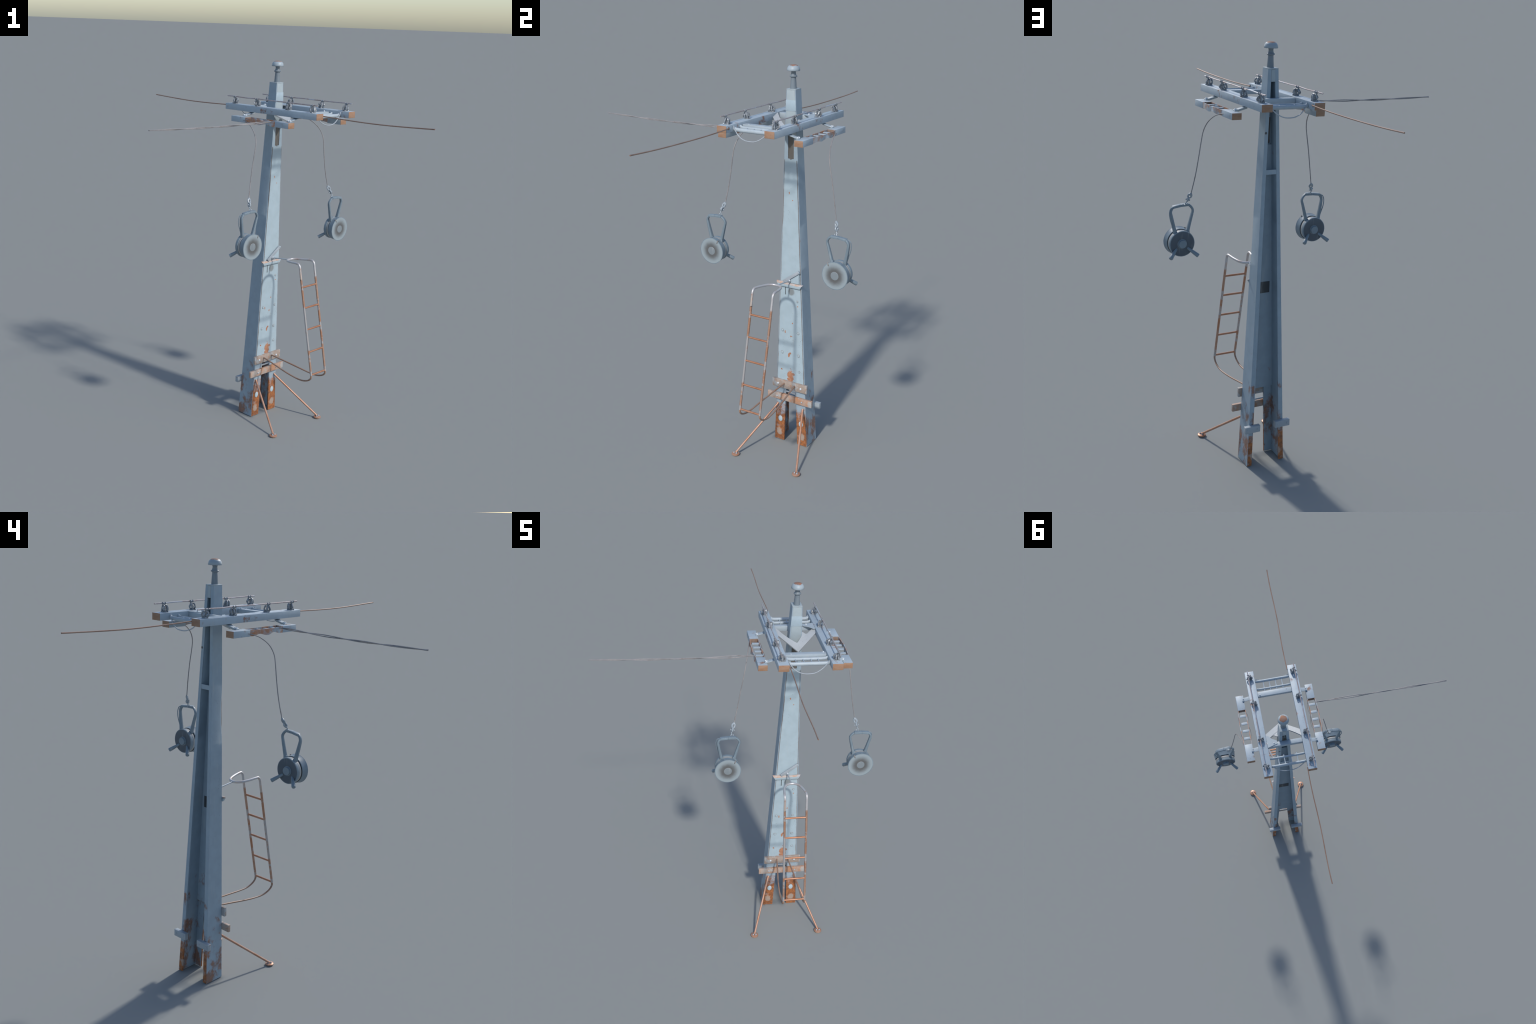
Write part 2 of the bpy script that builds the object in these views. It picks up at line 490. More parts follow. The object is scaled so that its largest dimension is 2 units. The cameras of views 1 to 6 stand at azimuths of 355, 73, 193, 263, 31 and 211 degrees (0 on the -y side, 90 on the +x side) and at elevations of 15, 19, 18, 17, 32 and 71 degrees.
# head: front plates, back closure, top lid
bm = bmesh.new()
slab(bm, 1.674, 1.884, lambda z: half(z) - 0.0045, -0.003, 0.0012, bevel=0.0006)
slab(bm, 1.832, 1.884, lambda z: half(z) - lip(z) - 0.0002, -0.0005, 0.005, plane=back)
box(bm, -half(H), half(H), back(H), front(H), 1.8845, H, 0.0008)
finish('head_plate', bm, M_HEAD)
bm = bmesh.new()
slab(bm, 1.786, 1.838, lambda z: half(z) - 0.0006, -0.002, 0.0022, bevel=0.0005)
finish('head_band', bm, M_BAND)
bm = bmesh.new()
for z in (1.4365,):
    slab(bm, z - 0.0105, z + 0.0105, lambda z: half(z) - lip(z) + 0.0015, 0.0008, 0.006, plane=back)
finish('back_tie', bm, M_COLUMN)
# dark plates and a disc standing in for web opening, panel slit, rust hole
bm = bmesh.new()
slab(bm, 0.850, 0.905, lambda z: 0.0345, -0.0197, -0.0180)
box(bm, -0.0312, -0.0278, front(0.87) + 0.002, front(0.87) + 0.0034, 0.852, 0.897, 0.0)
finish('dark_plate', bm, M_DARK)
bm = bmesh.new()
disc(bm, P(0.0302, back(1.611) + 0.0002, 1.611), (0, 1, 0), 0.0058, 0.0010, 9)
finish('rust_hole_disc', bm, M_DARK)
# dark rusty seam between panel and flanges
bm = bmesh.new()
for q in (-1, 1):
    n = 60
    prev = None
    for i in range(n + 1):
        z = lerp(0.367, 1.550, i / n)
        xe = half(z) - (dent(z) * 0.3 if q < 0 else 0)
        w = 0.0011 + 0.0007 * noise.noise(Vector((q * 5, 1, z * 23)))
        cur = [P(q * (xe - 0.0062 + 0.0004), front(z) - 0.0012, z), P(q * (xe - 0.0062 + 0.0004 + w * 1.6), front(z) - 0.0012, z),
               P(q * (xe - 0.0062 + 0.0004 + w * 1.6), front(z) + 0.0009, z), P(q * (xe - 0.0062 + 0.0004), front(z) + 0.0009, z)]
        if prev:
            hexa(bm, prev, cur)
        prev = cur
finish('panel_seam', bm, M_SEAM)

# pale bare ovals on the legs
for s in (-1, 1):
    bm = bmesh.new()
    lathe(bm, [(0.0125, -0.0010), (0.0125, 0.0008), (0.0118, 0.0013)], P(s * 0.063, front(0.127), 0.127), 'F', 24)
    for v in bm.verts:
        v.co.z = 0.127 + (v.co.z - 0.127) * 1.35
    finish('bare_patch', bm, M_OVAL)

# rivets on the panel
for (x, z, r) in ((0.0455, 0.650, 0.0068), (-0.0470, 0.650, 0.0068), (0.0475, 0.5235, 0.0072), (-0.0490, 0.5235, 0.0072),
                  (0.0520, 0.433, 0.0062), (0.0392, 0.8245, 0.0055)):
    bm = bmesh.new()
    f = front(z) + 0.0026
    disc(bm, P(x, f, z), (0, -1, 0), r, 0.0012, 18)
    disc(bm, P(x, f + 0.0012, z), (0, -1, 0), r * 0.62, 0.0018, 14, dome=0.3)
    tube(bm, [P(x + r * 1.02 * math.cos(q), f + 0.0002, z + r * 1.02 * math.sin(q)) for q in (2 * math.pi * i / 18 for i in range(18))],
         0.0009, 5, mat=1, closed=True)
    finish('rivet', bm, [M_PANEL, M_SEAM])

# dome on its turned neck
bm = bmesh.new()
lathe(bm, [(0.0158, 1.888), (0.0152, 1.897), (0.0122, 1.938), (0.0125, 1.941), (0.0178, 1.9445), (0.0182, 1.948),
           (0.0135, 1.952), (0.0122, 1.956), (0.0108, 1.961), (0.0112, 1.9685), (0.0165, 1.974)], P(0, 0.0008, 0), 'Z', 28)
finish('neck', bm, M_NECK)
bm = bmesh.new()
lathe(bm, [(0.0160, 1.9728), (0.0295, 1.9718), (0.0312, 1.9735), (0.0302, 1.981), (0.0275, 1.9885), (0.0225, 1.9945),
           (0.0150, 1.9983), (0.0075, 1.9997), (0.001, 2.0000)], P(0, 0.0008, 0), 'Z', 36)
finish('dome_cap', bm, M_CAP, smooth=60)

# ------------------------------------------------------------------ collar and bracket by the ladder
bm = bmesh.new()
hexa(bm, [P(-0.066, front(0.9) + 0.001, 0.8965), P(0.0595, front(0.9) + 0.001, 0.8965), P(0.0585, 0.0225, 0.8980), P(-0.0655, 0.0225, 0.8980)],
     [P(-0.071, front(0.9) + 0.001, 0.9115), P(0.064, front(0.9) + 0.001, 0.9115), P(0.0665, 0.0225, 0.9125), P(-0.0735, 0.0225, 0.9125)], 0.0008)
finish('collar', bm, M_PANEL)
bm = bmesh.new()
hexa(bm, [P(-0.0745, front(0.9) + 0.001, 0.9122), P(0.0675, front(0.9) + 0.001, 0.9122), P(0.0665, 0.0236, 0.9120), P(-0.0735, 0.0236, 0.9120)],
     [P(-0.0800, front(0.9) - 0.001, 0.9215), P(0.0735, front(0.9) - 0.001, 0.9195), P(0.0730, 0.0150, 0.9195), P(-0.0795, 0.0150, 0.9215)], 0.0008)
finish('collar_rim', bm, rusted('collar_rim_metal', light=(0.38, 0.38, 0.39), mid=(0.44, 0.26, 0.17), dark=(0.3, 0.2, 0.15), scale=26))
bm = bmesh.new()
a, b = P(-0.036, 0.0165, 0.9235), P(0.0545, 0.0180, 0.9900)
d = (b - a).normalized(); up = d.cross(Vector((0, -1, 0))).normalized() * -1
fr = Vector((0, -1, 0))
def strip(bm, a, b, w, t, lean=0.0, bevel=0.0008):
    d = (b - a).normalized()
    n0 = Vector((0, -1, 0))
    u = n0.cross(d).normalized()
    n0 = (n0 + u * lean).normalized()
    hexa(bm, [a - u * w, a + u * w, a + u * w + n0 * t, a - u * w + n0 * t],
         [b - u * w, b + u * w, b + u * w + n0 * t, b - u * w + n0 * t], bevel)
strip(bm, a, b, 0.0075, 0.0075)
finish('diagonal_bracket', bm, M_STEEL)
bm = bmesh.new()
hexa(bm, [P(-0.022, 0.0158, 0.923), P(0.052, 0.0158, 0.923), P(0.052, 0.0185, 0.923), P(-0.022, 0.0185, 0.923)],
     [P(0.045, 0.0165, 0.972), P(0.052, 0.0165, 0.978), P(0.052, 0.0190, 0.978), P(0.045, 0.0190, 0.972)], 0.0)
disc(bm, P(0.0535, 0.0255, 0.9895), (0, -1, 0), 0.0035, 0.002, 10)
finish('gusset', bm, M_PANEL)

# ------------------------------------------------------------------ bars round the legs
def clamp_bar(name, x, z0, z1, f1, bolt_x, bolt_z, bolt_r, mat, bolt_mat):
    bm = bmesh.new()
    box(bm, -x, x, front((z0 + z1) / 2) + 0.0004, f1, z0, z1, 0.0012)
    ob = finish(name, bm, mat)
    for s in (-1, 1):
        bm = bmesh.new()
        disc(bm, P(s * bolt_x, f1, bolt_z), (0, -1, 0), bolt_r, 0.0035, 12, dome=0.35)
        finish('bolt', bm, bolt_mat, parent=ob)
clamp_bar('clamp_bar', 0.103, 0.3215, 0.3675, 0.0150, 0.0680, 0.3435, 0.0058, M_BAR, M_BOLT)
M_LOWBAR = rusted('lower_bar_metal', light=(0.37, 0.33, 0.3), mid=(0.40, 0.19, 0.095), dark=RUST, paint=(0.36, 0.35, 0.34),
                  amount=0.47, scale=15)
clamp_bar('clamp_bar', 0.1325, 0.2490, 0.2850, 0.0140, 0.0747, 0.2672, 0.0050, M_LOWBAR, M_STEEL)
bm = bmesh.new()
box(bm, -0.030, 0.030, -0.009, -0.0012, 0.2945, 0.3015, 0.0006)
finish('tie_strip', bm, M_STEEL)
for s in (-1, 1):
    bm = bmesh.new()
    x0, x1 = sorted((s * 0.0405, s * 0.1185))
    box(bm, x0, x1, -0.1215, back(0.2) - 0.0005, 0.1850, 0.2185, 0.0012)
    ob = finish('clamp_block', bm, M_BLOCK)
    bm = bmesh.new()
    disc(bm, P(s * 0.106, -0.1215, 0.2015), (0, 1, 0), 0.0065, 0.0016, 14)
    disc(bm, P(s * 0.055, -0.1215, 0.2015), (0, 1, 0), 0.0045, 0.0010, 12)
    finish('bolt', bm, M_BLOCK, parent=ob)

# ------------------------------------------------------------------ struts and foot discs
for s in (-1, 1):
    bm = bmesh.new()
    tube(bm, [P(s * 0.0745, 0.0005, 0.2215), P(s * 0.0765, 0.006, 0.214), P(s * 0.1830, 0.2515, 0.0105)], 0.0056, 12)
    strut = finish('strut', bm, M_STRUT)
    bm = bmesh.new()
    lathe(bm, [(0.0195, 0.0003), (0.0212, 0.0022), (0.0208, 0.0065), (0.0165, 0.0088), (0.006, 0.0092)], P(s * 0.1832, 0.2530, 0), 'Z', 28)
    finish('foot_disc', bm, M_STRUT, parent=strut)
    bm = bmesh.new()
    for k in range(3):
        a = 0.6 + k * 2.1
        disc(bm, P(s * 0.1832 + 0.0085 * math.cos(a), 0.2530 + 0.0085 * math.sin(a), 0.0088), (0.1, 0.2, 1), 0.0042, 0.0055, 8, dome=0.3)
    finish('foot_bolt', bm, M_BLOCK, parent=strut)

# ------------------------------------------------------------------ ladder
LADDER = bpy.data.objects.new('ladder', None)
bpy.context.scene.collection.objects.link(LADDER)
LADDER.parent = TOP
def rail_f(z): return 0.2976 + (0.8378 - z) * (0.3940 - 0.2976) / (0.8378 - 0.3697)
RX = 0.0572
for s in (-1, 1):
    bm = bmesh.new()
    pts = [P(s * RX, rail_f(z), z) for z in (0.3655, 0.45, 0.6, 0.75, 0.88)]
    tube(bm, pts, 0.0061, 12)
    finish('ladder_rail', bm, M_LADDER, parent=LADDER)
    bm = bmesh.new()
    low = [P(s * RX, rail_f(0.368), 0.3685), P(s * 0.0580, 0.3945, 0.3540), P(s * 0.0585, 0.3830, 0.3385), P(s * 0.0585, 0.3600, 0.3265),
           P(s * 0.0580, 0.3250, 0.3190), P(s * 0.0565, 0.2750, 0.3200), P(s * 0.0520, 0.2000, 0.3275), P(s * 0.0420, 0.1100, 0.3390),
           P(s * 0.0312, 0.0130, 0.3505)]
    tube(bm, smooth_path(low, 6), lambda t: lerp(0.0054, 0.0042, min(1, t * 3)), 10)
    finish('brace_rod', bm, M_BRACE_ROD, parent=LADDER)
bm = bmesh.new()
arch = [P(-RX, rail_f(z), z) for z in (0.875, 0.92, 0.945)]
arch += [P(-0.0570, 0.2650, 0.9585), P(-0.0560, 0.2480, 0.9600), P(-0.0495, 0.2060, 0.9560), P(-0.0375, 0.1690, 0.9525), P(-0.0195, 0.1500, 0.9510)]
arch += [P(0, 0.1455, 0.9505)] + [Vector((-p.x, p.y, p.z)) for p in reversed(arch)]
tube(bm, smooth_path(arch, 6), 0.0061, 12)
finish('ladder_arch', bm, M_LADDER_TOP, parent=LADDER)
bm = bmesh.new()
tube(bm, [P(0, 0.148, 0.9498), P(0.0, 0.08, 0.942), P(0, 0.0195, 0.9335)], 0.0036, 10)
disc(bm, P(0, 0.024, 0.934), (0, -1, 0), 0.0075, 0.004, 10)
finish('stay_rod', bm, M_STEEL, parent=LADDER)
bm = bmesh.new()
tube(bm, [P(-RX - 0.002, 0, 0), P(RX + 0.002, 0, 0)], 0.0050, 10)
rung0 = finish('rung', bm, M_RUNG, parent=LADDER)
RZ = (0.8378, 0.7281, 0.6130, 0.4933, 0.3697)
for i, z in enumerate(RZ):
    ob = rung0 if i == 0 else rung0.copy()
    if i:
        bpy.context.scene.collection.objects.link(ob)
    ob.location = (0, -rail_f(z), z)
    ob.rotation_euler = (i * 1.1, 0, 0)

# ------------------------------------------------------------------ cross-arm frame
F0, F1 = -0.2310, 0.4170
ZT, ZB = 1.7670, 1.7352
CLAMP_F = (-0.1770, -0.0115, 0.2080, 0.3705)
for s in (-1, 1):
    bm = bmesh.new()
    x0, x1 = sorted((s * 0.0993, s * 0.1497))
    fs = box(bm, x0, x1, F0, F1, ZB, ZT, 0.0012)
    bm.faces.ensure_lookup_table()
    for f in bm.faces:
        c = f.calc_center_median()
        if -c.y > F1 - 0.0008 or -c.y < F0 + 0.0008:
            f.material_index = 1
    finish('beam', bm, [M_FRAME, M_END])
    # conductor rod, slightly wavy
    bm = bmesh.new()
    pts = []
    for i in range(33):
        t = i / 32
        f = lerp(-0.2315, 0.4050, t)
        pts.append(P(s * 0.1345 + 0.0010 * noise.noise(Vector((t * 6, s, 0))), f, 1.8052 + 0.0016 * noise.noise(Vector((t * 7, 4, s)))))
    tube(bm, pts, 0.0030, 8)
    finish('conductor_rod', bm, M_ROD)

# clamp: foot plate, stem and hooked claws gripping the rod
def clamp_mesh(seed):
    bm = bmesh.new()
    rnd = random.Random(seed)
    box(bm, -0.0115, 0.0095, -0.0095, 0.0095, 0.0, 0.0030, 0.0006)
    tube(bm, [P(0, 0, 0.002), P(0.001, 0, 0.016), P(0.004, 0, 0.030), P(0.0065, 0, 0.0375)], lambda t: 0.0046 - 0.001 * t, 8)
    for k in range(5):
        a = k * math.tau / 5 + rnd.uniform(-0.3, 0.3)
        w = 0.0125 + 0.0045 * rnd.random()
        tw = rnd.uniform(-0.7, 0.7)
        prof = [(0.003, 0.003), (0.6 * w, 0.003 + 0.003 * rnd.random()), (w, 0.010 + 0.003 * rnd.random()), (w * 0.95, 0.0195),
                (0.62 * w, 0.0265 + 0.003 * rnd.random()), (0.2 * w, 0.0265 + 0.004 * rnd.random())]
        pts = [P(math.cos(a + tw * h / 0.03) * r, math.sin(a + tw * h / 0.03) * r, h) for r, h in prof]
        th = rnd.uniform(0.0026, 0.0036)
        tube(bm, smooth_path(pts, 4), lambda t: th * (0.75 + 0.5 * math.sin(math.pi * t) + 0.25 * math.sin(t * 17 + k)), 6)
    for f in (-0.0075, 0.0075):
        tube(bm, [P(0.0070 + 0.0048 * math.sin(q), f, 0.0372 + 0.0042 * math.cos(q)) for q in (2 * math.pi * i / 10 for i in range(10))], 0.0018, 6, closed=True)
    tube(bm, [P(0.0070, -0.010, 0.0372), P(0.0070, 0.010, 0.0372)], 0.0040, 8)
    for dx, df in ((-0.012, 0.006), (-0.011, -0.0075), (0.011, 0.009)):
        disc(bm, P(dx, df, 0.0015), (rnd.uniform(-.4, .4), 0.2, 1), 0.0034, 0.004, 8, dome=0.3)
    return bm
protos = [finish('rod_clamp', clamp_mesh(k), M_CLAMP) for k in (3, 8, 21)]
rnd = random.Random(11)
used = 0
for s in (-1, 1):
    for i, f in enumerate(CLAMP_F):
        ob = protos[used] if used < 3 else protos[used % 3].copy()
        if used >= 3:
            bpy.context.scene.collection.objects.link(ob)
        used += 1
        ob.location = P(s * 0.1275, f, ZT + 0.0002)
        ob.scale = (s, 1 if i % 2 else -1, 1)
        ob.rotation_euler = (0, 0, rnd.uniform(-0.12, 0.12))

# flat crossbars
bm = bmesh.new()
box(bm, -0.0985, 0.0985, 0.2560, 0.2860, 1.7365, 1.7570, 0.0015)
ob = finish('crossbar', bm, M_CROSS)
bm = bmesh.new()
box(bm, -0.0985, 0.0985, -0.0610, -0.0355, 1.7375, 1.7632, 0.0015)
ob2 = finish('crossbar', bm, M_CROSS)
bm = bmesh.new()
disc(bm, P(0.086, 0.264, 1.757), (0, 0, 1), 0.004, 0.004, 8, dome=0.3)
disc(bm, P(-0.07, 0.278, 1.757), (0, 0, 1), 0.003, 0.002, 8)
finish('bolt', bm, M_BOLT, parent=ob)

# rung-linked pairs of tubes in front of and behind the crossbars
def tube_pair(fa, fb, name):
    ob = None
    for f, r in ((fa, 0.0078), (fb, 0.0066)):
        bm = bmesh.new()
        pts = [P(-0.0992, f, 1.7545), P(-0.0945, f, 1.7490), P(-0.0870, f, 1.7445)]
        pts += [P(x, f + 0.0012 * noise.noise(Vector((x * 30, f, 0))), 1.7435) for x in (-0.06, -0.03, 0, 0.03, 0.06)]
        pts += [P(0.0870, f, 1.7445), P(0.0945, f, 1.7490), P(0.0992, f, 1.7545)]
        tube(bm, smooth_path(pts, 3), lambda t: r * (0.55 + 0.45 * min(1, min(t, 1 - t) * 9)), 10, flat=1.2)
        o = finish(name, bm, M_CROSS, parent=ob)
        ob = ob or o
    bm = bmesh.new()
    sg = 1 if fb > fa else -1
    for x in (-0.0545, -0.0180, 0.0180, 0.0525):
        tube(bm, [P(x, lerp(fa, fb, t), 1.7438) for t in (0, 0.15, 0.3, 0.7, 0.85, 1.0, 1.28)],
             lambda t: 0.0029 + 0.0035 * max(0, abs(t - 0.42) * 2.2 - 0.35) * (1 if t < 0.9 else 0.3), 8)
    finish('link_pin', bm, M_CROSS, parent=ob, stuff=True)
tube_pair(0.3565, 0.3055, 'link_tube')
tube_pair(-0.1710, -0.1240, 'link_tube')

# V brace sloping down in front of the column
def brace_edges(u):
    """Front and back edge of the V at u = -1 (left beam) .. 0 (tip) .. 1 (right beam)."""
    t = 1 - abs(u)
    bow = (0.012 if u < 0 else 0.004) * math.sin(math.pi * t)
    o = P(u * 0.1005, lerp(0.0215, 0.1075, t), lerp(1.7500, 1.6890, t))
    q = P(u * 0.0990, lerp(-0.0220, 0.0590, t) + bow * 0.6, lerp(1.7650, 1.7150, t) - bow * 0.3)
    return o, q
bm = bmesh.new()
rings = []
for i in range(-10, 11):
    o, q = brace_edges(i / 10)
    dn = Vector((0, 0.0028, -0.0058))
    rings.append([bm.verts.new(p) for p in (o, q, q + dn, o + dn)])
for a, b in zip(rings, rings[1:]):
    for k in range(4):
        bm.faces.new((a[k], a[(k + 1) % 4], b[(k + 1) % 4], b[k]))
bm.faces.new(rings[0]); bm.faces.new(rings[-1])
finish('v_brace', bm, M_BRACE)
# web filling the corner between the right leg of the V and the column
bm = bmesh.new()
rim = [P(0.003, 0.0570, 1.7150), P(0.0285, 0.0240, 1.7350), P(0.0300, 0.0020, 1.7480), P(0.0400, 0.0040, 1.7465), P(0.0500, 0.0130, 1.7420),
       P(0.0640, 0.0110, 1.7430), P(0.0300, 0.0390, 1.7270)]
lo = [bm.verts.new(p + Vector((0, 0.0020, -0.0040))) for p in rim]
hi = [bm.verts.new(p + Vector((0, 0.0003, -0.0008))) for p in rim]
bm.faces.new(lo); bm.faces.new(hi)
for i in range(len(rim)):
    j = (i + 1) % len(rim)
    bm.faces.new((lo[i], lo[j], hi[j], hi[i]))
finish('brace_web', bm, M_BRACE)
bm = bmesh.new()
pts = [(0.0985, 0.0060), (0.0870, 0.0060), (0.0700, -0.0130), (0.0420, -0.0300), (0.0420, -0.0480), (0.0985, -0.0640)]
lo = [bm.verts.new(P(x, f, 1.7635)) for x, f in pts]
hi = [bm.verts.new(P(x, f, 1.7662)) for x, f in pts]
bm.faces.new(lo); bm.faces.new(hi)
for i in range(len(pts)):
    j = (i + 1) % len(pts)
    bm.faces.new((lo[i], lo[j], hi[j], hi[i]))
gp = finish('gusset_plate', bm, M_CROSS)
bm = bmesh.new()
disc(bm, P(0.0610, -0.0430, 1.7662), (0, 0, 1), 0.0042, 0.004, 8, dome=0.3)
finish('bolt', bm, M_BOLT, parent=gp)

# arms that carry the outer trays
for s in (-1, 1):
    for f in (0.2690, -0.0460):
        bm = bmesh.new()
        w = 0.0135
        hexa(bm, [P(s * 0.1250, f - w, 1.7322), P(s * 0.1250, f + w, 1.7322), P(s * 0.1250, f + w, 1.7349), P(s * 0.1250, f - w, 1.7349)],
             [P(s * 0.1900, f - w * 0.8, 1.7150), P(s * 0.1900, f + w * 0.8, 1.7150), P(s * 0.1900, f + w * 0.8, 1.7185), P(s * 0.1900, f - w * 0.8, 1.7185)], 0.0005)
        hexa(bm, [P(s * 0.1300, f - w * 0.6, 1.7240), P(s * 0.1300, f - w * 0.3, 1.7240), P(s * 0.1300, f - w * 0.3, 1.7330), P(s * 0.1300, f - w * 0.6, 1.7330)],
             [P(s * 0.1820, f - w * 0.6, 1.7100), P(s * 0.1820, f - w * 0.3, 1.7100), P(s * 0.1820, f - w * 0.3, 1.7170), P(s * 0.1820, f - w * 0.6, 1.7170)], 0.0)
        arm = finish('tray_arm', bm, M_CROSS)
        bm = bmesh.new()
        for dx, df, r in ((0.1810, 0.0050, 0.0042), (0.1850, -0.0045, 0.0040), (0.1780, -0.0060, 0.0030)):
            disc(bm, P(s * dx, f + df, 1.7182), (s * 0.25, 0, 1), r, 0.0055, 8, dome=0.3)
        finish('bolt', bm, M_BOLT, parent=arm)

# outer trays: two blocks joined by thin bent rails and slats
for s in (-1, 1):
    tray = None
    for fa, fb in ((0.2090, 0.3010), (-0.1060, -0.0020)):
        bm = bmesh.new()
        x0, x1 = sorted((s * 0.1802, s * 0.2245))
        box(bm, x0, x1, fa, fb, 1.6862, 1.7148, 0.0010)
        for f in bm.faces:
            c = -f.calc_center_median().y
            if c > fb - 0.0008 or c < fa + 0.0008:
                f.material_index = 1 if not (-0.003 < c < 0.210) else 2
        o = finish('tray_block', bm, [M_FRAME, M_END, M_INNER], parent=tray)
        tray = tray or o
    for k, f in enumerate((0.1740, 0.1275, 0.0815, 0.0360)):
        bm = bmesh.new()
        box(bm, min(s * 0.1835, s * 0.2190), max(s * 0.1835, s * 0.2190), f - 0.0075, f + 0.0075, 1.7050 - 0.0004 * k, 1.7090, 0.0008)
        finish('slat', bm, M_FRAME, parent=tray)
    for xr, out in ((0.1822, 0), (0.2222, 1)):
        bm = bmesh.new()
        n = 26
        prev = None
        for i in range(n + 1):
            t = i / n
            f = lerp(-0.0040, 0.2110, t)
            env = math.sin(math.pi * t) ** 0.7
            if out:
                dxt = env * (0.0062 + 0.0008 * math.sin(t * 13 + s))
                dxb = env * (0.0068 + 0.0034 * math.sin(t * 15 + 1 + s))
                zt = 1.7138 - env * (0.0010 + 0.0012 * math.sin(t * 13))
                zb = 1.6875 + env * (0.0030 + 0.0050 * math.sin(t * 14 + 2 * s))
            else:
                dxt = env * 0.0006; dxb = env * 0.0010 * math.sin(t * 11)
                zt = 1.7138; zb = 1.6900 + env * 0.004 * math.sin(t * 9 + 1) + env * 0.004
            xm = lerp(dxt, dxb, 0.45) + (env * 0.0012 * math.sin(t * 24) if out else 0)
            zm = lerp(zt, zb, 0.5)
            w = 0.0016
            cur = []
            for dx, z in ((dxt, zt), (xm, zm), (dxb, zb)):
                cur.append((P(s * (xr + dx - w), f, z), P(s * (xr + dx + w), f, z)))
            if prev:
                for a in range(2):
                    hexa(bm, [prev[a][0], prev[a][1], prev[a + 1][1], prev[a + 1][0]],
                         [cur[a][0], cur[a][1], cur[a + 1][1], cur[a + 1][0]], 0.0)
            prev = cur
        bmesh.ops.remove_doubles(bm, verts=bm.verts, dist=0.0001)
        inner = [f for f in bm.faces if all(len(e.link_faces) > 2 for e in f.edges)]
        bmesh.ops.delete(bm, geom=inner, context='FACES_ONLY')
        finish('tray_rail', bm, M_BENT, parent=tray, smooth=50)
    bm = bmesh.new()
    for fa, fb in ((0.195, 0.115), (0.105, 0.020)):
        pts = [P(s * 0.1815, fa, 1.7110), P(s * 0.1755, lerp(fa, fb, 0.2), 1.7040), P(s * 0.1735, lerp(fa, fb, 0.5), 1.6985),
               P(s * 0.1755, lerp(fa, fb, 0.8), 1.7030), P(s * 0.1815, fb, 1.7090)]
        tube(bm, smooth_path(pts, 5), 0.0013, 6)
    finish('loose_wire', bm, M_CABLE, parent=tray, stuff=True)

# ------------------------------------------------------------------ wires
def wire(name, pts, r, mat, n=8, sides=8, taper=None):
    bm = bmesh.new()
    tube(bm, smooth_path(pts, n), taper or r, sides)
    return finish(name, bm, mat)
for sg, fs, fe in ((1, 0.3950, 1.0660), (-1, -0.2100, -0.8815)):
    pts = []
    for i in range(9):
        t = i / 8
        sag = -0.008 * math.sin(math.pi * min(1, t)) ** 1.0
        pts.append(P(-0.0972 - 0.0030 * t + 0.002 * math.sin(t * 9), lerp(fs, fe, t), lerp(1.7545, 1.7585, t) + sag))
    wire('span_wire', pts, 0.0031, M_WIRE, taper=lambda t: 0.0027 + 0.0003 * t)
    bm = bmesh.new()
    f = fs + sg * 0.004
    tube(bm, [P(-0.0990, f + 0.006 * math.cos(q), 1.7545 + 0.006 * math.sin(q)) for q in (2 * math.pi * i / 12 for i in range(12))], 0.0022, 6, closed=True)
    finish('wire_eye', bm, M_CLAMP)
for k in range(2):
    pts = []
    for i in range(25):
        t = i / 24
        ph = t * 13 + k * math.pi
        amp = 0.0036 * (1 - 0.5 * t)
        pts.append(P(lerp(-0.2260, -0.9970, t), lerp(0.1835, 0.1765, t) + amp * math.cos(ph) + (0.006 * (k - 0.5)) * (1 - t),
                     lerp(1.7105, 1.7105, t) - 0.006 * math.sin(math.pi * t) + amp * math.sin(ph)))
    wire('service_wire', pts, 0.0023, M_CABLE, n=3, sides=6)
# slack loops between the beams
for f0, f1 in ((0.3640, 0.3760), (-0.1720, -0.1930)):
    pts = [P(-0.0950, f0, 1.7610), P(-0.0850, lerp(f0, f1, 0.3), 1.7440), P(-0.0600, lerp(f0, f1, 0.7), 1.7180), P(-0.0300, f1, 1.7050), P(0.0, f1, 1.7018),
           P(0.0300, f1, 1.7060), P(0.0600, lerp(f0, f1, 0.7), 1.7220), P(0.0850, lerp(f0, f1, 0.3), 1.7460), P(0.0950, f0, 1.7610)]
    wire('slack_cable', pts, 0.0024, M_STEEL, 6)

